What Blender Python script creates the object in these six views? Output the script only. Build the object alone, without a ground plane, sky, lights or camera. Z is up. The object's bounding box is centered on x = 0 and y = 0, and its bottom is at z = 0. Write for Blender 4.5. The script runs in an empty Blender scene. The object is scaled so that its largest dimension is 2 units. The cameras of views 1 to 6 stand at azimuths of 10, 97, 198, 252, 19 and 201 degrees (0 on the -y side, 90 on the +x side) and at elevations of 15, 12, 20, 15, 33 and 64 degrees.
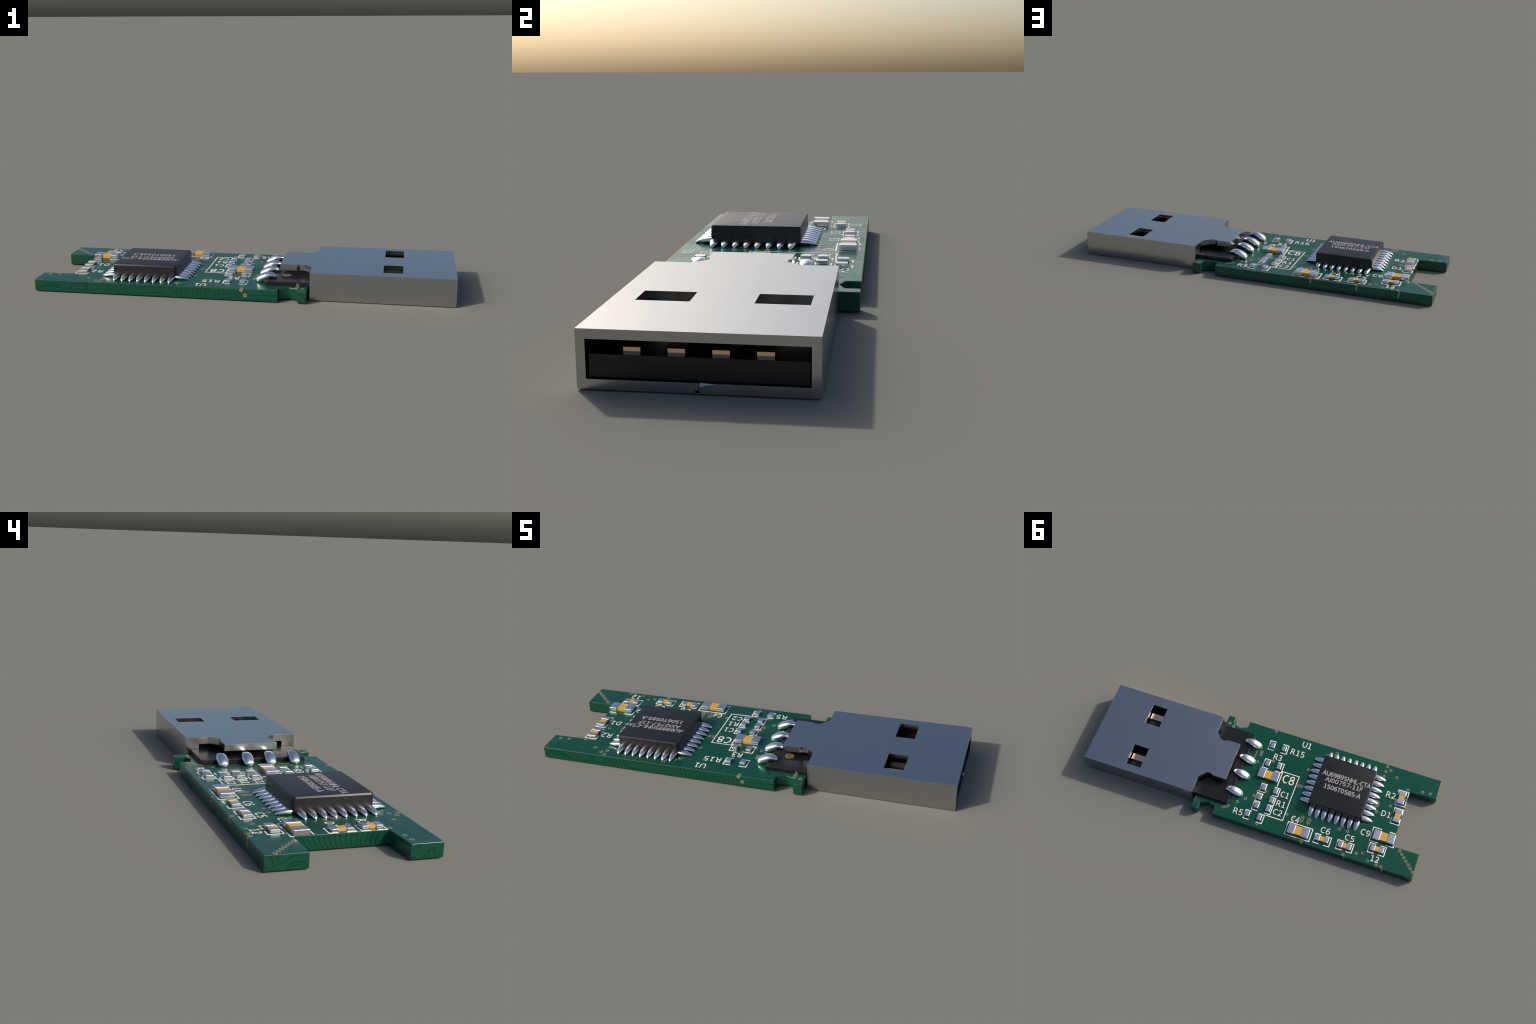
import bpy, bmesh, math, random
from mathutils import Vector, Matrix

random.seed(7)

# ------------------------------------------------------------------ sizes
BOARD_TOP = 0.0576
BOARD_BOTTOM = 0.0012
BOARD_XMIN = -0.9985
SHELL_FRONT = 0.9990
SHELL_REAR = 0.3280
SHELL_HALF = 0.2565
SHELL_TOP = 0.1315
SMALL_CAP_TOP = 0.0706
LARGE_CAP_TOP = 0.0780
CHIP_C = (-0.4745, -0.0650)
CHIP_HALF = 0.1585
CHIP_TOP = 0.1270

# ------------------------------------------------------------------ materials
def new_mat(name):
    m = bpy.data.materials.new(name)
    m.use_nodes = True
    nt = m.node_tree
    return m, nt, nt.nodes["Principled BSDF"]

def noise(nt, scale, detail=3.0, rough=0.55, coord="Object"):
    tc = nt.nodes.new("ShaderNodeTexCoord")
    n = nt.nodes.new("ShaderNodeTexNoise")
    n.inputs["Scale"].default_value = scale
    n.inputs["Detail"].default_value = detail
    n.inputs["Roughness"].default_value = rough
    nt.links.new(tc.outputs[coord], n.inputs["Vector"])
    return n

def ramp(nt, src, stops):
    r = nt.nodes.new("ShaderNodeValToRGB")
    els = r.color_ramp.elements
    while len(els) < len(stops):
        els.new(0.5)
    for e, (p, c) in zip(els, stops):
        e.position = p
        e.color = (*c, 1.0) if len(c) == 3 else c
    nt.links.new(src, r.inputs["Fac"])
    return r

def bump(nt, bsdf, src, strength, dist):
    b = nt.nodes.new("ShaderNodeBump")
    b.inputs["Strength"].default_value = strength
    b.inputs["Distance"].default_value = dist
    nt.links.new(src, b.inputs["Height"])
    nt.links.new(b.outputs["Normal"], bsdf.inputs["Normal"])

def make_material(name, color, rough, metallic=0.0, var=0.1, scale=30.0,
                  rough_var=0.0, bump_strength=0.0, bump_scale=200.0, bump_dist=0.001,
                  spec=0.5):
    m, nt, b = new_mat(name)
    n = noise(nt, scale)
    lo = tuple(c * (1 - var) for c in color)
    hi = tuple(min(1.0, c * (1 + var)) for c in color)
    r = ramp(nt, n.outputs["Fac"], [(0.3, lo), (0.7, hi)])
    nt.links.new(r.outputs["Color"], b.inputs["Base Color"])
    b.inputs["Metallic"].default_value = metallic
    b.inputs["Specular IOR Level"].default_value = spec
    if rough_var > 0:
        n2 = noise(nt, scale * 1.7, 4.0)
        rr = ramp(nt, n2.outputs["Fac"], [(0.3, (rough - rough_var,) * 3), (0.7, (rough + rough_var,) * 3)])
        nt.links.new(rr.outputs["Color"], b.inputs["Roughness"])
    else:
        b.inputs["Roughness"].default_value = rough
    if bump_strength > 0:
        n3 = noise(nt, bump_scale, 2.0)
        bump(nt, b, n3.outputs["Fac"], bump_strength, bump_dist)
    return m

MAT_BOARD = make_material("solder_mask_green", (0.0048, 0.066, 0.038), 0.24, var=0.05, scale=9,
                          bump_strength=0.08, bump_scale=420, bump_dist=0.0005)
MAT_TRACE = make_material("trace_green", (0.009, 0.205, 0.112), 0.24, metallic=0.9, var=0.06, scale=20,
                          bump_strength=0.08, bump_scale=420, bump_dist=0.0005)
MAT_SILK = make_material("silkscreen_white", (0.88, 0.80, 0.73), 0.45, var=0.03, scale=80)
MAT_PAD = make_material("tinned_copper_ring", (0.27, 0.235, 0.155), 0.26, var=0.06, scale=60)
MAT_SHELL = make_material("brushed_steel", (0.495, 0.495, 0.495), 0.22, metallic=1.0, var=0.015, scale=22,
                          rough_var=0.03, bump_strength=0.07, bump_scale=85, bump_dist=0.0012)
MAT_CAP = make_material("tinned_end_metal", (0.79, 0.80, 0.85), 0.27, metallic=1.0, var=0.03, scale=300,
                        bump_strength=0.03, bump_scale=500, bump_dist=0.0003)
MAT_SOLDER = make_material("shiny_solder", (0.90, 0.90, 0.91), 0.20, metallic=1.0, var=0.03, scale=60)
MAT_CHIP = make_material("black_epoxy", (0.0125, 0.0125, 0.014), 0.36, var=0.15, scale=60,
                         bump_strength=0.12, bump_scale=300, bump_dist=0.0006)
MAT_CHIPTEXT = make_material("grey_laser_print", (0.36, 0.325, 0.31), 0.5, var=0.25, scale=130)
MAT_INSERT = make_material("black_plastic", (0.0095, 0.0095, 0.0105), 0.28, var=0.15, scale=30,
                           bump_strength=0.04, bump_scale=150, bump_dist=0.0005)
MAT_AMBER = make_material("amber_ceramic", (0.63, 0.355, 0.070), 0.38, var=0.05, scale=90)
MAT_COPPER = make_material("contact_copper", (0.92, 0.60, 0.41), 0.12, metallic=1.0, var=0.03, scale=50)
MAT_INNER_DARK = make_material("dark_inner_faces", (0.06, 0.06, 0.06), 0.45, metallic=1.0, var=0.03)
MAT_GOLD = make_material("gold_pad", (0.17, 0.14, 0.07), 0.30, var=0.08, scale=60)

# ------------------------------------------------------------------ helpers
def link(obj, parent=None):
    bpy.context.scene.collection.objects.link(obj)
    if parent is not None:
        obj.parent = parent
    return obj

def flat_faces(obj):
    """Keep the large faces of a bevelled block flat in shading."""
    for p in obj.data.polygons:
        p.use_smooth = True
    md = obj.modifiers.new("flat_faces", 'WEIGHTED_NORMAL')
    md.weight = 100
    md.keep_sharp = True
    return obj

def mesh_from_bm(bm, name, mat, smooth_angle=None):
    me = bpy.data.meshes.new(name)
    bmesh.ops.recalc_face_normals(bm, faces=bm.faces)
    bm.to_mesh(me)
    bm.free()
    me.materials.append(mat)
    if smooth_angle is not None:
        for p in me.polygons:
            p.use_smooth = True
        me.set_sharp_from_angle(angle=math.radians(smooth_angle))
    return me

def add_box(bm, x0, x1, y0, y1, z0, z1):
    vs = [bm.verts.new((x, y, z)) for z in (z0, z1) for x, y in ((x0, y0), (x1, y0), (x1, y1), (x0, y1))]
    for f in ((0, 3, 2, 1), (4, 5, 6, 7), (0, 1, 5, 4), (1, 2, 6, 5), (2, 3, 7, 6), (3, 0, 4, 7)):
        bm.faces.new([vs[i] for i in f])

def add_prism(bm, pts, z0, z1):
    lo = [bm.verts.new((x, y, z0)) for x, y in pts]
    hi = [bm.verts.new((x, y, z1)) for x, y in pts]
    bm.faces.new(lo[::-1])
    bm.faces.new(hi)
    n = len(pts)
    for i in range(n):
        bm.faces.new((lo[i], lo[(i + 1) % n], hi[(i + 1) % n], hi[i]))

def bevel_sharp(bm, width, segs=2, min_angle=30):
    bmesh.ops.recalc_face_normals(bm, faces=bm.faces)
    es = [e for e in bm.edges if len(e.link_faces) == 2 and
          e.calc_face_angle(0) > math.radians(min_angle)]
    bmesh.ops.bevel(bm, geom=es, offset=width, segments=segs, profile=0.5, affect='EDGES', clamp_overlap=True)

def boxed(name, mat, x0, x1, y0, y1, z0, z1, bev=0.0, segs=2):
    bm = bmesh.new()
    add_box(bm, x0, x1, y0, y1, z0, z1)
    if bev > 0:
        bevel_sharp(bm, bev, segs)
    return mesh_from_bm(bm, name, mat, 60)

def catmull(rows, per=4):
    out = []
    n = len(rows)
    for i in range(n - 1):
        p0, p1, p2, p3 = rows[max(i - 1, 0)], rows[i], rows[i + 1], rows[min(i + 2, n - 1)]
        for k in range(per):
            t = k / per
            out.append(tuple(0.5 * (2 * b + (c - a) * t + (2 * a - 5 * b + 4 * c - d) * t * t +
                                    (3 * b - a - 3 * c + d) * t ** 3)
                             for a, b, c, d in zip(p0, p1, p2, p3)))
    out.append(tuple(rows[-1]))
    return out

def loft_drop(name, mat, stations, segs=18, per=4, upright=False):
    """Solder drop: stations of (distance, centre height, half thickness, half width) along +X."""
    rows = catmull(stations, per)
    bm = bmesh.new()
    rings = []
    for i, (d, z, t, w) in enumerate(rows):
        a = rows[max(i - 1, 0)]
        b = rows[min(i + 1, len(rows) - 1)]
        tan = Vector((b[0] - a[0], 0, b[1] - a[1])).normalized()
        nor = Z.copy() if upright else Vector((-tan.z, 0, tan.x))
        t, w = max(t, 2e-4), max(w, 2e-4)
        ring = []
        for s in range(segs):
            ang = 2 * math.pi * s / segs
            ca, sa = math.cos(ang), math.sin(ang)
            ca = math.copysign(abs(ca) ** 0.85, ca)
            sa = math.copysign(abs(sa) ** 0.85, sa)
            p = Vector((d, 0, z)) + nor * (t * sa) + Vector((0, w * ca, 0))
            ring.append(bm.verts.new(p))
        rings.append(ring)
    for r0, r1 in zip(rings, rings[1:]):
        for s in range(segs):
            bm.faces.new((r0[s], r0[(s + 1) % segs], r1[(s + 1) % segs], r1[s]))
    bm.faces.new(rings[0])
    bm.faces.new(rings[-1][::-1])
    return mesh_from_bm(bm, name, mat, 70)

def ribbon(bm, pts, width, origin, ex, ey, en, height=0.0002, sink=0.0012):
    """A raised flat strip following 2D points laid in the plane (origin, ex, ey), normal en."""
    n = len(pts)
    P = [Vector(p) for p in pts]
    sides = []
    for i in range(n):
        d0 = (P[i] - P[i - 1]).normalized() if i > 0 else None
        d1 = (P[i + 1] - P[i]).normalized() if i < n - 1 else None
        d0 = d0 or d1
        d1 = d1 or d0
        n0, n1 = Vector((-d0.y, d0.x)), Vector((-d1.y, d1.x))
        m = (n0 + n1)
        m = m.normalized() if m.length > 1e-6 else n0
        k = min(1.0 / max(m.dot(n0), 0.3), 2.5)
        sides.append((P[i] + m * (k * width / 2), P[i] - m * (k * width / 2)))
    def w(p, h):
        return origin + ex * p.x + ey * p.y + en * h
    top = [(bm.verts.new(w(a, height)), bm.verts.new(w(b, height))) for a, b in sides]
    bot = [(bm.verts.new(w(a, -sink)), bm.verts.new(w(b, -sink))) for a, b in sides]
    for i in range(n - 1):
        bm.faces.new((top[i][0], top[i][1], top[i + 1][1], top[i + 1][0]))
        bm.faces.new((top[i][0], top[i + 1][0], bot[i + 1][0], bot[i][0]))
        bm.faces.new((top[i][1], bot[i][1], bot[i + 1][1], top[i + 1][1]))
    bm.faces.new((top[0][0], bot[0][0], bot[0][1], top[0][1]))
    bm.faces.new((top[-1][0], top[-1][1], bot[-1][1], bot[-1][0]))

X, Y, Z = Vector((1, 0, 0)), Vector((0, 1, 0)), Vector((0, 0, 1))
TOP = (Vector((0, 0, BOARD_TOP)), X, Y, Z)                      # (x, y) on the upper face
FRONT = (Vector((0, -0.3150, 0)), X, Z, -Y)                     # (x, z) on the -y flank
BACK = (Vector((0, 0.3160, 0)), X, Z, Y)                        # (x, z) on the +y flank
TAIL = (Vector((BOARD_XMIN, 0, 0)), Y, Z, -X)                   # (y, z) on the arm ends
NOTCH = (Vector((-0.8430, 0, 0)), Y, Z, -X)                     # (y, z) on the notch wall

def ring_mesh(name, mat, r_out, r_in, h=0.0004, sink=0.001, segs=28):
    bm = bmesh.new()
    prof = [(r_in, -sink), (r_in, h), (r_out, h), (r_out, -sink)]
    rings = []
    for r, z in prof:
        rings.append([bm.verts.new((r * math.cos(2 * math.pi * s / segs), r * math.sin(2 * math.pi * s / segs), z))
                      for s in range(segs)])
    for a, b in zip(rings, rings[1:]):
        for s in range(segs):
            bm.faces.new((a[s], a[(s + 1) % segs], b[(s + 1) % segs], b[s]))
    return mesh_from_bm(bm, name, mat, 30)

def arc(cx, cy, rx, ry, a0, a1, n=12):
    return [(cx + rx * math.cos(math.radians(a0 + (a1 - a0) * i / n)),
             cy + ry * math.sin(math.radians(a0 + (a1 - a0) * i / n))) for i in range(n + 1)]

# stroke lettering, cap height 1: character -> (advance, strokes)
GLYPHS = {
    "U": (1.00, [[(.14, 1)] + arc(.50, .40, .36, .34, 180, 360) + [(.86, 1)]]),
    "1": (.873, [[(.20, .86), (.47, .94)], [(.47, 1), (.47, .03)], [(.18, .06), (.76, .06)]]),
    "R": (.953, [[(.17, 0), (.17, 1)], [(.17, .94), (.42, .94)] + arc(.42, .70, .25, .24, 85, -85) + [(.17, .46)],
                 [(.45, .46), (.60, .36), (.83, 0)]]),
    "D": (1.05, [[(.17, 0), (.17, 1)], [(.17, .94), (.42, .94)] + arc(.42, .50, .44, .44, 85, -85, 16) + [(.17, .06)]]),
    "C": (.957, [arc(.55, .50, .41, .44, 52, 308, 18)]),
    "5": (.873, [[(.70, .94), (.22, .94), (.22, .54)] + arc(.41, .31, .32, .26, 112, -138, 14)]),
    "3": (.873, [arc(.38, .73, .27, .21, 148, -88) , arc(.38, .28, .31, .23, 92, -142), [(.27, .51), (.40, .51)]]),
    "8": (.873, [arc(.435, .74, .26, .20, 0, 360, 18), arc(.435, .285, .30, .23, 0, 360, 18)]),
    "2": (.873, [arc(.40, .68, .28, .26, 150, -38) + [(.18, .06), (.77, .06)]]),
    "4": (.873, [[(.60, 0), (.60, .93), (.10, .30), (.82, .30)]]),
    "6": (.873, [arc(.45, .31, .30, .25, 0, 360, 18), arc(.55, .46, .40, .48, 68, 205, 12)]),
    "9": (.873, [arc(.423, .69, .30, .25, 0, 360, 18), arc(.323, .54, .40, .48, 248, 385, 12)]),
    "0": (.873, [arc(.435, .50, .30, .44, 0, 360, 20)]),
    "7": (.873, [[(.12, .94), (.73, .94), (.34, 0)]]),
    "A": (.938, [[(.06, 0), (.47, .95), (.88, 0)], [(.19, .32), (.75, .32)]]),
    "N": (1.02, [[(.15, 0), (.15, .96), (.87, .04), (.87, 1)]]),
    "H": (1.03, [[(.15, 0), (.15, 1)], [(.87, 0), (.87, 1)], [(.15, .53), (.87, .53)]]),
    "L": (.764, [[(.15, 1), (.15, .06), (.74, .06)]]),
    "T": (.838, [[(.02, .94), (.82, .94)], [(.42, .94), (.42, 0)]]),
    "S": (.871, [arc(.43, .73, .28, .21, 38, 262) + arc(.43, .28, .30, .22, 85, -142)]),
    "J": (.405, [[(.24, 1), (.24, .05), (.16, -.08), (.02, -.10)]]),
    "F": (.789, [[(.15, 0), (.15, .94), (.68, .94)], [(.15, .53), (.62, .53)]]),
    "-": (.495, [[(.08, .36), (.42, .36)]]),
}

def text_mesh(name, body, mat, width, height, depth=0.0009, weight=0.125):
    """Stroke lettering, reading along -X with its top towards -Y; lower-left corner at the origin."""
    strokes, pen = [], 0.0
    for ch in body:
        adv, lines = GLYPHS[ch]
        strokes += [[(x + pen, y) for x, y in ln] for ln in lines]
        pen += adv
    half = weight / 2
    x0 = min(x for ln in strokes for x, y in ln) - half
    x1 = max(x for ln in strokes for x, y in ln) + half
    sx = width / (x1 - x0)
    bm = bmesh.new()
    for i, ln in enumerate(strokes):
        pts = [(-(x - x0) * sx, -y * height) for x, y in ln]
        ribbon(bm, pts, weight * height, Vector((0, 0, 0)), X, Y, Z,
               height=depth + 0.00006 * (i % 5), sink=0.0003)
    return mesh_from_bm(bm, name, mat, 20)

def apply_booleans(base_me, cutters, name, mat):
    ob = bpy.data.objects.new("boolean_helper", base_me)
    bpy.context.scene.collection.objects.link(ob)
    helpers = []
    for bm in cutters:
        bmesh.ops.recalc_face_normals(bm, faces=bm.faces)
        me = bpy.data.meshes.new("cutter_helper")
        bm.to_mesh(me)
        bm.free()
        c = bpy.data.objects.new("cutter_helper", me)
        bpy.context.scene.collection.objects.link(c)
        helpers.append(c)
        md = ob.modifiers.new("cut", 'BOOLEAN')
        md.operation = 'DIFFERENCE'
        md.solver = 'EXACT'
        md.object = c
    dg = bpy.context.evaluated_depsgraph_get()
    me = bpy.data.meshes.new_from_object(ob.evaluated_get(dg))
    for c in helpers + [ob]:
        d = c.data
        bpy.data.objects.remove(c)
        bpy.data.meshes.remove(d)
    me.name = name
    me.materials.clear()
    me.materials.append(mat)
    return me

# ------------------------------------------------------------------ the thing
root = bpy.data.objects.new("usb_stick_board", None)
root["label"] = "bare green circuit board of a memory stick with steel plug"
root["category"] = "usb stick"
link(root)

# ------------------------------------------------------------------ board
OUTLINE = [(BOARD_XMIN, -0.3150), (0.1875, -0.3150), (0.1875, -0.2750), (0.2325, -0.2575),
           (0.2745, -0.2730), (0.2770, -0.3150), (0.3195, -0.3150), (0.3195, 0.3160),
           (0.2755, 0.3160), (0.2755, 0.2720), (0.2310, 0.2545), (0.1880, 0.2700),
           (0.1880, 0.3160), (BOARD_XMIN, 0.3160), (BOARD_XMIN, 0.1620), (-0.8430, 0.1655),
           (-0.8430, -0.1860), (BOARD_XMIN, -0.1915)]
bm = bmesh.new()
add_prism(bm, OUTLINE, BOARD_BOTTOM, BOARD_TOP)
bevel_sharp(bm, 0.0032, 2, 20)
board = link(bpy.data.objects.new("circuit_board", mesh_from_bm(bm, "circuit_board", MAT_BOARD, 60)), root)
flat_faces(board)

# copper traces under the mask: bundles of parallel strips between two guide lines
bm = bmesh.new()
layer = 0
def strip(pts, width, plane):
    """One trace, each a hair higher than the last so that crossings never coincide."""
    global layer
    layer += 1
    ribbon(bm, pts, width, *plane, height=0.00018 + 0.000012 * (layer % 23))
def bundle(a, b, count, plane=TOP, width=0.0042, jitter=0.0):
    for i in range(count):
        t = i / max(count - 1, 1)
        pts = [(p[0] + (q[0] - p[0]) * t, p[1] + (q[1] - p[1]) * t) for p, q in zip(a, b)]
        if jitter:
            s = random.uniform(-jitter, jitter)
            pts[-1] = (pts[-1][0] + s, pts[-1][1] + s * 0.2)
        strip(pts, width, plane)

# strip beside the plug running back, then turning out to the flank
bundle([(0.178, -0.300), (-0.040, -0.300), (-0.043, -0.311)],
       [(0.108, -0.205), (-0.150, -0.205), (-0.160, -0.311)], 9)
bundle([(0.060, -0.190), (-0.250, -0.190)], [(0.060, -0.068), (-0.250, -0.068)], 11)
bundle([(-0.172, -0.304), (-0.330, -0.304)], [(-0.215, -0.232), (-0.310, -0.232)], 6)
bundle([(-0.215, -0.218), (-0.315, -0.218)], [(-0.215, -0.205), (-0.315, -0.205)], 2)
# between the plug solder and the small parts
bundle([(0.115, -0.052), (-0.010, -0.052)], [(0.115, 0.118), (-0.005, 0.075)], 12)
bundle([(0.178, 0.308), (0.090, 0.255), (-0.100, 0.095)], [(0.060, 0.310), (0.020, 0.300), (-0.100, 0.208)], 8)
# fan below the large capacitor frame
bundle([(-0.118, -0.010), (-0.205, 0.060)], [(-0.118, 0.190), (-0.205, 0.215)], 7, width=0.0036)
bundle([(-0.088, 0.262), (-0.130, 0.310)], [(-0.205, 0.232), (-0.280, 0.310)], 7)
bundle([(-0.215, -0.060), (-0.315, -0.060)], [(-0.215, 0.135), (-0.312, 0.135)], 13)
# between the chip and its row of capacitors
bundle([(-0.350, 0.135), (-0.400, 0.309)], [(-0.520, 0.135), (-0.520, 0.309)], 10)
bundle([(-0.545, 0.180), (-0.560, 0.309)], [(-0.592, 0.130), (-0.700, 0.309)], 3)
# diagonals across the lower arm
bundle([(-0.640, 0.170), (-0.740, 0.309)], [(-0.842, 0.180), (-0.978, 0.306)], 12)
bundle([(-0.880, 0.168), (-0.991, 0.168)], [(-0.972, 0.232), (-0.991, 0.230)], 6)
bundle([(-0.655, 0.150), (-0.720, 0.050), (-0.838, -0.020)], [(-0.700, 0.190), (-0.760, 0.105), (-0.838, 0.062)], 6)
bundle([(-0.690, -0.185), (-0.780, -0.185)], [(-0.690, -0.092), (-0.780, -0.085)], 7)
bundle([(-0.705, -0.072), (-0.760, -0.072)], [(-0.705, 0.030), (-0.738, 0.000)], 5)
# upper arm, with the kink near its end
bundle([(-0.720, -0.309), (-0.925, -0.300), (-0.950, -0.310)],
       [(-0.690, -0.200), (-0.945, -0.213), (-0.991, -0.198)], 9)
# short runs from the chip pins out to the flank
bundle([(-0.335, -0.270), (-0.335, -0.311)], [(-0.655, -0.235), (-0.655, -0.311)], 20)
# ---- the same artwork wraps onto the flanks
bundle([(-0.287, 0.006), (-0.293, 0.052)], [(-0.112, 0.005), (-0.118, 0.052)], 10, FRONT, 0.0038, 0.003)
bundle([(-0.105, 0.006), (-0.110, 0.050)], [(0.008, 0.006), (0.005, 0.042)], 7, FRONT, 0.0042)
bundle([(0.044, 0.0284), (0.184, 0.0350)], [(0.010, 0.006), (0.184, 0.0110)], 2, FRONT, 0.0050)
bundle([(-0.519, 0.041), (-0.522, 0.053)], [(-0.330, 0.042), (-0.333, 0.053)], 9, FRONT, 0.0042)
bundle([(-0.542, 0.0100), (-0.380, 0.0210)], [(-0.530, 0.004), (-0.330, 0.0075)], 2, FRONT, 0.0036)
bundle([(-0.655, 0.053), (-0.638, 0.020), (-0.634, 0.005)], [(-0.545, 0.053), (-0.543, 0.020), (-0.545, 0.005)], 6, FRONT, 0.0042)
bundle([(-0.746, 0.052), (-0.735, 0.020)], [(-0.742, 0.052), (-0.731, 0.020)], 2, FRONT, 0.0055)
bundle([(-0.668, 0.053), (-0.668, 0.022), (-0.830, 0.011)], [(-0.810, 0.053), (-0.815, 0.024), (-0.830, 0.015)], 2, FRONT, 0.0042)
bundle([(-0.993, 0.0240), (-0.900, 0.0270), (-0.850, 0.0150)], [(-0.940, 0.0480), (-0.900, 0.0440), (-0.870, 0.0260)], 3, FRONT, 0.0055)
# far flank
bundle([(0.182, 0.044), (0.150, 0.008)], [(0.160, 0.046), (0.125, 0.008)], 2, BACK, 0.0044)
strip([(0.142, 0.031), (0.120, 0.050)], 0.0040, BACK)
strip([(0.0697, 0.053), (0.0715, 0.032)], 0.0040, BACK)
bundle([(0.0525, 0.048), (0.0520, 0.006)], [(-0.045, 0.045), (-0.047, 0.006)], 6, BACK, 0.0040)
strip([(-0.0622, 0.022), (-0.0625, 0.004)], 0.0040, BACK)
bundle([(-0.0885, 0.0443), (-0.1300, 0.004)], [(-0.1426, 0.0411), (-0.1760, 0.004)], 3, BACK, 0.0038)
bundle([(-0.1713, 0.0403), (-0.2040, 0.016), (-0.2040, 0.004)], [(-0.2480, 0.0530), (-0.2600, 0.030), (-0.2600, 0.004)], 5, BACK, 0.0038)
strip([(-0.2776, 0.032), (-0.2783, 0.006)], 0.0036, BACK)
strip([(-0.3193, 0.053), (-0.3188, 0.030), (-0.300, 0.028)], 0.0036, BACK)
bundle([(-0.3670, 0.0335), (-0.3400, 0.006)], [(-0.3951, 0.0522), (-0.3911, 0.033), (-0.3640, 0.006)][1:], 2, BACK, 0.0036)
bundle([(-0.412, 0.053), (-0.413, 0.034), (-0.395, 0.010)], [(-0.535, 0.053), (-0.535, 0.036), (-0.505, 0.008)], 5, BACK, 0.0036)
bundle([(-0.561, 0.050), (-0.570, 0.034), (-0.600, 0.004)], [(-0.660, 0.050), (-0.672, 0.030), (-0.690, 0.006)], 4, BACK, 0.0036)
bundle([(-0.688, 0.050), (-0.700, 0.020)], [(-0.790, 0.051), (-0.800, 0.020)], 5, BACK, 0.0036, 0.004)
bundle([(-0.868, 0.051), (-0.872, 0.026), (-0.866, 0.010)], [(-0.988, 0.043), (-0.972, 0.024), (-0.953, 0.006)], 6, BACK, 0.0036)
# notch wall chevrons
bundle([(0.158, 0.053), (0.140, 0.026), (0.120, 0.004)], [(-0.152, 0.053), (-0.137, 0.020), (-0.140, 0.004)], 16, NOTCH, 0.0040)
# arm ends: a sharp vee and two arcs on one, dots with tails on the other
strip([(0.2945, 0.0530), (0.2785, 0.0170), (0.2060, 0.0530)], 0.0042, TAIL)
strip([(0.2735, 0.0510), (0.2685, 0.0440), (0.2546, 0.0520)], 0.0042, TAIL)
strip([(0.3120, 0.0230), (0.3050, 0.0045)], 0.0050, TAIL)
for r in (0.034, 0.024):
    strip([(0.2015 + r * 1.15 * math.cos(a), -0.006 + r * math.sin(a))
                for a in [math.radians(22 + 136 * i / 14) for i in range(15)]], 0.0042, TAIL)
for y, z, tail in ((-0.2585, 0.0285, (-0.2450 - 0.018, 0.0045)), (-0.2760, 0.0350, (-0.2850, 0.0045)),
                   (-0.2010, 0.0095, None), (-0.2430, 0.0095, None), (-0.2197, 0.0480, None)):
    circ = [(y + 0.0058 * math.cos(2 * math.pi * i / 16), z + 0.0052 * math.sin(2 * math.pi * i / 16)) for i in range(17)]
    strip(circ, 0.0038, TAIL)
    if tail:
        strip([(y - 0.001, z - 0.006), tail], 0.0034, TAIL)
for x, z, pl in ((-0.3660, 0.0215, FRONT), (-0.3290, 0.0085, FRONT), (0.1159, 0.0490, FRONT),
                 (0.0721, 0.0260, BACK), (-0.0622, 0.0270, BACK), (-0.4148, 0.0265, BACK)):
    circ = [(x + 0.0056 * math.cos(2 * math.pi * i / 16), z + 0.0050 * math.sin(2 * math.pi * i / 16)) for i in range(17)]
    strip(circ, 0.0034, pl)
traces = link(bpy.data.objects.new("copper_trace", mesh_from_bm(bm, "copper_trace", MAT_TRACE, 20)), board)
traces["kind"] = "stuff"

# plated holes
VIAS = [(0.0174, -0.3050), (0.0507, -0.1488), (0.0498, -0.1301), (0.0516, -0.0796), (-0.0322, -0.1130),
        (0.2982, -0.2669), (0.2690, -0.2564), (0.2690, -0.2430), (0.0370, 0.1651), (0.0744, 0.1984),
        (-0.0034, 0.1317), (-0.0157, 0.0986), (-0.0571, 0.0830), (0.1065, 0.1800), (-0.2445, -0.1286),
        (-0.3714, -0.2857), (-0.3676, -0.2700), (-0.3225, -0.2560), (-0.2204, 0.1782), (-0.2606, 0.1885),
        (-0.3263, 0.1340), (-0.0781, 0.2890), (-0.3666, 0.1226), (-0.5303, 0.1643), (-0.5784, 0.1640),
        (-0.5816, 0.2326), (-0.5787, 0.2760), (-0.3486, 0.3040), (-0.5951, 0.3040), (-0.6638, 0.2730),
        (-0.6976, 0.2590), (-0.7237, 0.2404), (-0.7481, 0.2419), (-0.7357, 0.2962), (-0.7862, 0.2798),
        (-0.7879, 0.3027), (-0.8152, 0.3042), (-0.7197, 0.2102)]
VIAS += [(-0.8882 - i * 0.01675, 0.1781 + i * 0.01625) for i in range(7)]
VIAS += [(-0.6744, -0.3007), (-0.6997, -0.2839), (-0.6744, -0.2665), (-0.6739, -0.2338), (-0.7462, -0.2508),
         (-0.8285, -0.1955), (-0.9126, -0.2105), (-0.9570, -0.2147), (-0.8322, -0.1301), (-0.7618, -0.0661),
         (-0.6971, -0.0058)]
VIAS += [(-0.540, 0.1420), (-0.276, -0.110), (-0.276, -0.060), (-0.276, 0.002)]
via_me = ring_mesh("plated_hole", MAT_PAD, 0.0089, 0.0041)
for x, y in VIAS:
    o = link(bpy.data.objects.new("plated_hole", via_me), board)
    o.location = (x, y, BOARD_TOP)
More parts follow.
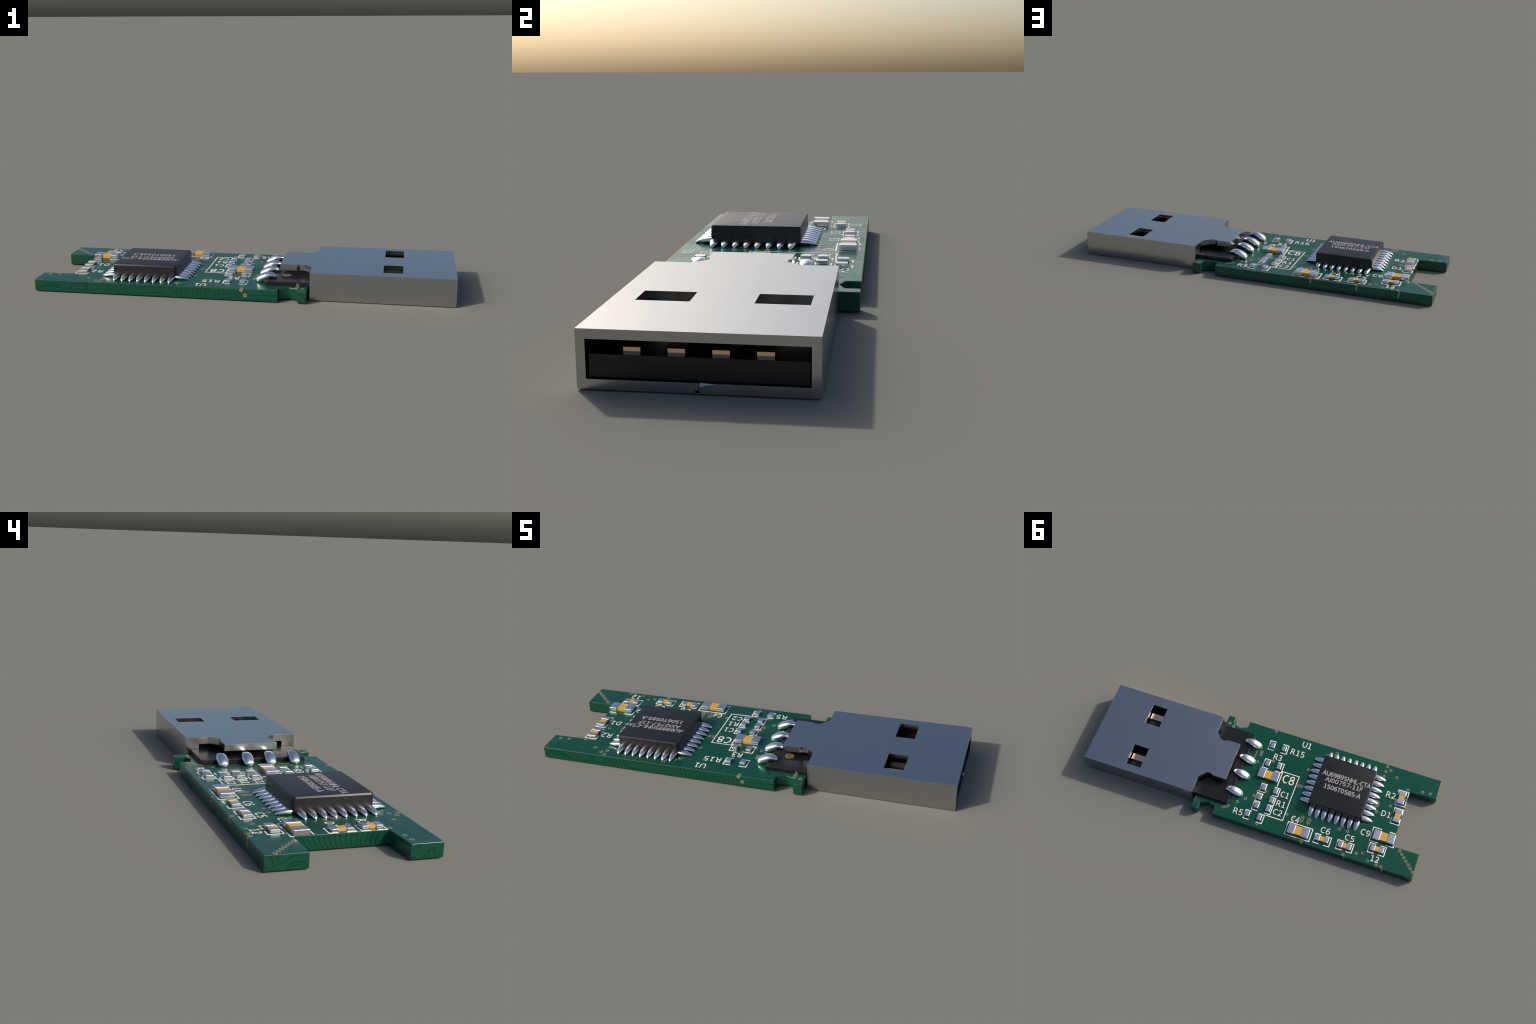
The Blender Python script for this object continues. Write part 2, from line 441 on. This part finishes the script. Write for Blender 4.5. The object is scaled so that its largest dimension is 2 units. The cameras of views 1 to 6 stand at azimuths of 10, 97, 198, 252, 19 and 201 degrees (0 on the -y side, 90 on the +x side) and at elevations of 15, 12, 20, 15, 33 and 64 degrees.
# large target ring under the tail-side pins
o = link(bpy.data.objects.new("plated_hole", ring_mesh("target_ring", MAT_PAD, 0.0235, 0.0190, segs=40)), board)
o.location = (-0.6765, -0.0520, BOARD_TOP)
o = link(bpy.data.objects.new("plated_hole", ring_mesh("target_ring_inner", MAT_PAD, 0.0150, 0.0110, segs=40)), board)
o.location = (-0.6765, -0.0520, BOARD_TOP)
# plated ring and half pad on the near flank
o = link(bpy.data.objects.new("plated_hole", ring_mesh("flank_ring", MAT_PAD, 0.0092, 0.0036)), board)
o.location = (0.0342, -0.3150, 0.0275)
o.rotation_euler = (math.pi / 2, 0, 0)
bm = bmesh.new()
prof = [(-0.0091, 0.0560)] + [(0.0091 * math.cos(a), 0.0515 + 0.0085 * math.sin(a))
                              for a in [math.pi + math.pi * i / 12 for i in range(13)]] + [(0.0091, 0.0560)]
vs0 = [bm.verts.new((0.0157 + x, -0.3156, z)) for x, z in prof]
vs1 = [bm.verts.new((0.0157 + x, -0.3120, z)) for x, z in prof]
bm.faces.new(vs0)
bm.faces.new(vs1[::-1])
for i in range(len(prof)):
    j = (i + 1) % len(prof)
    bm.faces.new((vs0[i], vs0[j], vs1[j], vs1[i]))
link(bpy.data.objects.new("edge_pad", mesh_from_bm(bm, "edge_pad", MAT_PAD, 40)), board)
# three tinned edge pads on the far flank
bm = bmesh.new()
for x0, x1, z1 in ((-0.3550, -0.3526, 0.0370), (-0.6060, -0.6012, 0.0285), (-0.8276, -0.8228, 0.0225)):
    ribbon(bm, [(x0, 0.0560), (x1, z1), (x1 + 0.0002, z1 - 0.0015)], 0.0110, *BACK, height=0.0007)
link(bpy.data.objects.new("edge_pad", mesh_from_bm(bm, "edge_pad_far", MAT_PAD, 40)), board)

# small tinned outlines of unpopulated parts
bm = bmesh.new()
def ghost_part(cx, cy, ang, length=0.030, width=0.016):
    c, s = math.cos(ang), math.sin(ang)
    def P(u, v):
        return (cx + u * c - v * s, cy + u * s + v * c)
    l, w = length / 2, width / 2
    ribbon(bm, [P(-l, -w), P(l, -w), P(l, w), P(-l, w), P(-l, -w)], 0.0036, *TOP, height=0.0007)
    for u in (-l * 0.45, l * 0.45):
        ribbon(bm, [P(u, -w), P(u, w)], 0.0036, *TOP, height=0.0006)
    for sg in (-1, 1):
        ribbon(bm, [P(sg * l, 0), P(sg * (l + 0.009), 0)], 0.0042, *TOP, height=0.0007)
ghost_part(-0.3110, 0.1790, math.pi / 2)
ghost_part(-0.3510, 0.1790, math.pi / 2)
ghost_part(-0.2310, -0.0130, 0.0, 0.030, 0.014)
ghost_part(0.1270, 0.2470, math.radians(34), 0.034, 0.014)
ribbon(bm, [(0.1180, -0.1465), (0.0800, -0.1465), (0.0800, -0.0900)], 0.0050, *TOP, height=0.0007)
for i in range(4):
    ribbon(bm, [(0.112 - i * 0.009, -0.1500), (0.112 - i * 0.009, -0.1590)], 0.0036, *TOP, height=0.0007)
link(bpy.data.objects.new("bare_footprint", mesh_from_bm(bm, "bare_footprint", MAT_PAD, 20)), board)

# white printed outlines
bm = bmesh.new()
LINE = 0.0050
silk_count = 0
def silk(pts, w=LINE):
    global silk_count
    silk_count += 1
    ribbon(bm, pts, w, *TOP, height=0.0005 + 0.00005 * (silk_count % 6))
def bracket_pair(x_hi, x_lo, y0, y1, arm):
    """Two square brackets around a part lying along X."""
    silk([(x_hi - arm, y0), (x_hi, y0), (x_hi, y1), (x_hi - arm, y1)])
    silk([(x_lo + arm, y0), (x_lo, y0), (x_lo, y1), (x_lo + arm, y1)])
bracket_pair(0.0250, -0.0880, -0.2370, -0.1795, 0.0350)
bracket_pair(0.0152, -0.1018, -0.1140, -0.0565, 0.0370)
bracket_pair(-0.0208, -0.1328, 0.0425, 0.0940, 0.0345)
bracket_pair(-0.0164, -0.1292, 0.1068, 0.1566, 0.0350)
bracket_pair(-0.0172, -0.1286, 0.1642, 0.2146, 0.0350)
bracket_pair(0.0095, -0.1022, 0.2280, 0.2818, 0.0340)
bracket_pair(-0.4134, -0.5062, 0.2332, 0.2892, 0.0330)
bracket_pair(-0.5438, -0.6368, 0.2282, 0.2828, 0.0340)
bracket_pair(-0.7188, -0.8131, 0.1852, 0.2418, 0.0350)
silk([(-0.2439, 0.2175), (-0.3902, 0.2170), (-0.3908, 0.2960), (-0.2444, 0.2960), (-0.2439, 0.2148)])
silk([(-0.1090, 0.0345), (-0.1086, -0.0670), (-0.2097, -0.0668), (-0.2090, 0.2244), (-0.1076, 0.2246)])
silk([(-0.7580, 0.0894), (-0.7104, 0.0894), (-0.7104, 0.1743), (-0.7590, 0.1743)])
silk([(-0.8040, 0.0894), (-0.8405, 0.0894)])
silk([(-0.8040, 0.1736), (-0.8490, 0.1736), (-0.8495, 0.1626)])
for ya, yb, xh in ((-0.1800, -0.0860, -0.7808), (-0.0655, 0.0342, -0.7890)):
    a = 0.0340
    silk([(xh, ya + a), (xh, ya), (-0.8400, ya), (-0.8400, ya + a)])
    silk([(xh, yb - a), (xh, yb), (-0.8400, yb), (-0.8400, yb - a)])
link(bpy.data.objects.new("printed_outline", mesh_from_bm(bm, "printed_outline", MAT_SILK, 20)), board)

# white printed lettering: (text, x of left end, x of right end, y of base, y of top)
LETTERS = [("U1", -0.1600, -0.2150, -0.2570, -0.2955), ("R15", -0.1095, -0.1930, -0.1905, -0.2285),
           ("R3", -0.0262, -0.0740, -0.1262, -0.1640), ("C8", -0.1235, -0.1925, -0.0005, -0.0555),
           ("C1", -0.1450, -0.1940, 0.0880, 0.0510), ("R1", -0.1410, -0.1942, 0.1488, 0.1118),
           ("C2", -0.1402, -0.1935, 0.2045, 0.1685), ("R5", 0.0760, 0.0210, 0.2735, 0.2365),
           ("C4", -0.2525, -0.3005, 0.2105, 0.1735), ("C6", -0.4325, -0.4870, 0.2205, 0.1830),
           ("C5", -0.5755, -0.6290, 0.2175, 0.1810), ("C9", -0.6490, -0.7040, 0.1575, 0.1200),
           ("12", -0.7468, -0.7965, 0.2894, 0.2530), ("R2", -0.7189, -0.7735, -0.1130, -0.1511),
           ("D1", -0.7264, -0.7810, 0.0085, -0.0270)]
for s, xl, xr, yb, yt in LETTERS:
    o = link(bpy.data.objects.new("printed_lettering",
             text_mesh("printed_lettering", s, MAT_SILK, xl - xr, yb - yt, 0.0005)), board)
    o.location = (xl, yb, BOARD_TOP)

# ------------------------------------------------------------------ steel plug shell
bm = bmesh.new()
plan = [(SHELL_FRONT, -SHELL_HALF), (SHELL_FRONT, SHELL_HALF), (SHELL_REAR, SHELL_HALF), (SHELL_REAR, 0.1545),
        (0.2896, 0.1125), (0.2668, 0.1112), (0.2515, 0.1200), (0.1725, 0.1200),
        (0.1725, -0.1200), (0.2515, -0.1200), (0.2668, -0.1112), (0.2896, -0.1130),
        (SHELL_REAR, -0.1545), (SHELL_REAR, -SHELL_HALF)]
add_prism(bm, plan, 0.0, SHELL_TOP)
base = bpy.data.meshes.new("shell_blank")
bmesh.ops.recalc_face_normals(bm, faces=bm.faces)
bm.to_mesh(base)
bm.free()
cutters = []
def cut_box(*a):
    c = bmesh.new()
    add_box(c, *a)
    cutters.append(c)
cut_box(0.10, SHELL_REAR, -0.30, 0.30, -0.02, 0.1015)              # free the rear tongue
cut_box(0.46, 1.05, -0.2360, 0.2360, 0.0223, 0.1092)               # mouth of the plug
cut_box(0.30, 0.47, -0.1960, 0.1960, 0.0700, 0.1008)               # narrower rear window
cut_box(0.30, 0.47, -0.2372, 0.2372, 0.0223, 0.0786)               # slot for the plastic slab
for sy in (-1, 1):
    y0 = -0.1955 if sy < 0 else 0.0850
    cut_box(0.6640, 0.7545, y0, y0 + 0.1290, 0.095, 0.2)           # latch windows
cut_box(0.33, 1.05, 0.0032, 0.0044, -0.02, 0.03)                   # folded seam
cut_box(0.90, 1.05, -0.0043, 0.0040, 0.0012, 0.0068)               # open end of the seam
wedge = bmesh.new()                                                # facet cut beside the seam, angled to draw the sky-reflection triangle
wv = [wedge.verts.new(p) for p in ((1.0005, 0.0038, 0.0130), (1.0005, 0.0480, 0.0226), (0.9935, 0.0038, 0.0228), (1.0050, 0.0036, 0.0260))]
for f in ((0, 1, 2), (0, 3, 1), (0, 2, 3), (1, 3, 2)):
    wedge.faces.new([wv[i] for i in f])
cutters.append(wedge)
shell_me = apply_booleans(base, cutters, "plug_shell", MAT_SHELL)
bm = bmesh.new()
bm.from_mesh(shell_me)
bmesh.ops.remove_doubles(bm, verts=bm.verts, dist=1e-6)
bm.to_mesh(shell_me)
bm.free()
shell_me.materials.append(MAT_INNER_DARK)
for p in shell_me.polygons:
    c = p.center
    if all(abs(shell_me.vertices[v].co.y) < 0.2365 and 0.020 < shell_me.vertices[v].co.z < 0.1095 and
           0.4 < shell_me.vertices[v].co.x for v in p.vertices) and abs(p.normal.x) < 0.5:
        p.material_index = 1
shell = link(bpy.data.objects.new("plug_shell", shell_me), root)
md = shell.modifiers.new("edge_round", 'BEVEL')
md.width = 0.0009
md.segments = 2
md.limit_method = 'ANGLE'
md.angle_limit = math.radians(40)
md.harden_normals = True

# ------------------------------------------------------------------ plastic insert and contacts
bm = bmesh.new()
add_box(bm, 0.1205, 0.4600, -0.2350, 0.2350, BOARD_TOP + 0.0004, 0.0778)
add_box(bm, 0.3300, 0.9885, -0.2336, 0.2336, 0.0230, 0.0742)
bevel_sharp(bm, 0.0016, 2)
insert = link(bpy.data.objects.new("plastic_insert", mesh_from_bm(bm, "plastic_insert", MAT_INSERT, 60)), root)
flat_faces(insert)
for yc in (-0.1430, -0.0480, 0.0465, 0.1400):
    bm = bmesh.new()
    prof = [(0.46, 0.0730), (0.9740, 0.0730), (0.9740, 0.0872), (0.9700, 0.0905), (0.8000, 0.0905),
            (0.7505, 0.0872), (0.7490, 0.0862), (0.7475, 0.0870), (0.46, 0.0870)]
    a = [bm.verts.new((x, yc - 0.0184, z)) for x, z in prof]
    b = [bm.verts.new((x, yc + 0.0184, z)) for x, z in prof]
    bm.faces.new(a)
    bm.faces.new(b[::-1])
    for i in range(len(prof)):
        j = (i + 1) % len(prof)
        bm.faces.new((a[i], a[j], b[j], b[i]))
    link(bpy.data.objects.new("contact", mesh_from_bm(bm, "contact", MAT_COPPER)), insert)
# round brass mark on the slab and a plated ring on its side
o = link(bpy.data.objects.new("brass_disc", ring_mesh("brass_disc", MAT_GOLD, 0.0225, 0.0068, 0.0006, segs=40)), insert)
o.location = (0.2045, -0.1235, 0.0778)
bm = bmesh.new()
bmesh.ops.create_circle(bm, cap_ends=True, segments=24, radius=0.0038)
o = link(bpy.data.objects.new("brass_disc", mesh_from_bm(bm, "brass_disc_core", MAT_GOLD)), insert)
o.location = (0.2045, -0.1235, 0.0780)
o = link(bpy.data.objects.new("brass_disc", ring_mesh("brass_dot", MAT_GOLD, 0.0074, 0.0018, 0.0006)), insert)
o.location = (0.2705, -0.2350, 0.0655)
o.rotation_euler = (math.pi / 2, 0, 0)

# ------------------------------------------------------------------ solder joints of the plug
drop_me = loft_drop("solder_joint", MAT_SOLDER,
                    [(0.0630, 0.0630, 0.0030, 0.0070), (0.0655, 0.0638, 0.0085, 0.0140), (0.0710, 0.0658, 0.0128, 0.0198),
                     (0.0830, 0.0712, 0.0170, 0.0234), (0.0990, 0.0785, 0.0188, 0.0244), (0.1150, 0.0860, 0.0180, 0.0234),
                     (0.1300, 0.0910, 0.0143, 0.0198), (0.1450, 0.0900, 0.0112, 0.0152), (0.1575, 0.0842, 0.0085, 0.0112),
                     (0.1655, 0.0793, 0.0020, 0.0030)],
                    segs=28, per=6)
for i, yc in enumerate((-0.1750, -0.0670, 0.0345, 0.1490)):
    o = link(bpy.data.objects.new("solder_joint", drop_me), root)
    o.location = (random.uniform(-0.001, 0.001), yc, 0)
    o.scale = (1, random.uniform(0.97, 1.04), 1)

# ------------------------------------------------------------------ main chip
def rounded_square(half, r, n=6):
    pts = []
    for cx, cy, a0 in ((1, 1, 0), (-1, 1, 90), (-1, -1, 180), (1, -1, 270)):
        for i in range(n + 1):
            a = math.radians(a0 + 90 * i / n)
            pts.append((cx * (half - r) + r * math.cos(a), cy * (half - r) + r * math.sin(a)))
    return pts
bm = bmesh.new()
layers = [(0.0620, 0.006, 0.010), (0.0680, 0.001, 0.012), (0.0900, 0.0, 0.013), (0.1190, 0.0004, 0.013),
          (0.1255, 0.0034, 0.012), (CHIP_TOP, 0.0105, 0.010)]
rings = []
for z, inset, r in layers:
    rings.append([bm.verts.new((x, y, z)) for x, y in rounded_square(CHIP_HALF - inset, r)])
for r0, r1 in zip(rings, rings[1:]):
    n = len(r0)
    for i in range(n):
        bm.faces.new((r0[i], r0[(i + 1) % n], r1[(i + 1) % n], r1[i]))
bm.faces.new(rings[0][::-1])
bm.faces.new(rings[-1])
chip = link(bpy.data.objects.new("microchip", mesh_from_bm(bm, "microchip", MAT_CHIP, 22)), root)
chip.location = (CHIP_C[0], CHIP_C[1], 0)
# each pin: flat foot on the board, domed back falling steeply at the pointed toe
def pin_station(d, width):
    top = 0.0578 + 0.0222 * math.sqrt(max(0.0, 1.0 - ((d - 0.156) / 0.0622) ** 2))
    return (d, (top + 0.0578) / 2, (top - 0.0578) / 2, width)
pin_me = loft_drop("pin", MAT_SOLDER,
                   [pin_station(d, w) for d, w in ((0.1495, 0.0138), (0.1600, 0.0156), (0.1720, 0.0158), (0.1840, 0.0146),
                                                   (0.1950, 0.0123), (0.2040, 0.0101), (0.2110, 0.0076), (0.2155, 0.0050),
                                                   (0.2178, 0.0022))], segs=18, per=4, upright=True)
for side in range(4):
    ang = side * math.pi / 2
    for i in range(8):
        off = (i - 3.5) * 0.0386
        o = link(bpy.data.objects.new("pin", pin_me), chip)
        if side == 0:      # towards the plug
            loc = (CHIP_C[0], -0.0725 + off)
        elif side == 1:    # far flank
            loc = (-0.4780 + off, -0.0680)
        elif side == 2:    # tail
            loc = (CHIP_C[0], -0.0725 + off)
        else:              # near flank
            loc = (-0.4750 + off, -0.0640)
        o.location = (loc[0] - CHIP_C[0], loc[1] - CHIP_C[1], 0)
        o.rotation_euler = (0, 0, ang)
        s = random.uniform(0.97, 1.03)
        o.scale = (1, s, 1)
for s, xl, xr, yb, yt in (("AU6989SNHL-CTA", -0.3370, -0.6240, -0.0985, -0.1265),
                          ("AJ00757-11F", -0.3640, -0.5880, -0.0635, -0.0905),
                          ("1506T0585-A", -0.3690, -0.5890, -0.0185, -0.0465)):
    o = link(bpy.data.objects.new("printed_marking",
             text_mesh("printed_marking", s, MAT_CHIPTEXT, xl - xr, yb - yt, 0.0003, 0.19)), chip)
    o.location = (xl - CHIP_C[0], yb - CHIP_C[1], CHIP_TOP - 0.0001)

# ------------------------------------------------------------------ capacitors and resistors
def cap_mesh(sx, sy, top):
    return boxed("end_cap", MAT_CAP, -sx / 2, sx / 2, -sy / 2, sy / 2, BOARD_TOP - 0.0005, top, 0.0022, 2)
SMALL_ALONG = cap_mesh(0.0262, 0.0352, SMALL_CAP_TOP)
LARGE_ALONG = cap_mesh(0.0405, 0.0590, LARGE_CAP_TOP)
SMALL_ACROSS = cap_mesh(0.0425, 0.0255, SMALL_CAP_TOP)

def two_terminal(kind, a, b, cap, body):
    cx, cy = (a[0] + b[0]) / 2, (a[1] + b[1]) / 2
    if body:
        hx, hy, top = body
        me = boxed(kind, MAT_AMBER, -hx, hx, -hy, hy, BOARD_TOP - 0.0003, top, 0.0012, 1)
        part = flat_faces(bpy.data.objects.new(kind, me))
    else:
        part = bpy.data.objects.new(kind, None)
        part.empty_display_size = 0.01
    link(part, root)
    part.location = (cx, cy, 0)
    for p in (a, b):
        o = flat_faces(link(bpy.data.objects.new("end_cap", cap), part))
        o.location = (p[0] - cx, p[1] - cy, 0)

# bare-bodied resistors: only their metal ends stand proud
for a, b in (((0.0034, -0.2066), (-0.0668, -0.2086)), ((-0.0080, -0.0874), (-0.0777, -0.0884)),
             ((-0.0410, 0.0673), (-0.1118, 0.0670)), ((-0.0372, 0.1306), (-0.1092, 0.1298)),
             ((-0.0391, 0.1864), (-0.1090, 0.1853)), ((-0.0072, 0.2508), (-0.0790, 0.2526))):
    two_terminal("resistor", a, b, SMALL_ALONG, None)
for a, b in (((0.0018, -0.0145), (-0.0807, -0.0145)), ((-0.2755, 0.2582), (-0.3586, 0.2582)),
             ((-0.7408, 0.1345), (-0.8240, 0.1325))):
    two_terminal("capacitor", a, b, LARGE_ALONG, (0.030, 0.0255, 0.0750))
for a, b in (((-0.4302, 0.2584), (-0.4820, 0.2576)), ((-0.5638, 0.2545), (-0.6146, 0.2545)),
             ((-0.7406, 0.2136), (-0.7914, 0.2128))):
    two_terminal("capacitor", a, b, SMALL_ALONG, (0.020, 0.0150, 0.0690))
for a, b in (((-0.8071, -0.1580), (-0.8075, -0.1054)), ((-0.8170, -0.0457), (-0.8180, 0.0099))):
    two_terminal("capacitor", a, b, SMALL_ACROSS, (0.0170, 0.020, 0.0690))
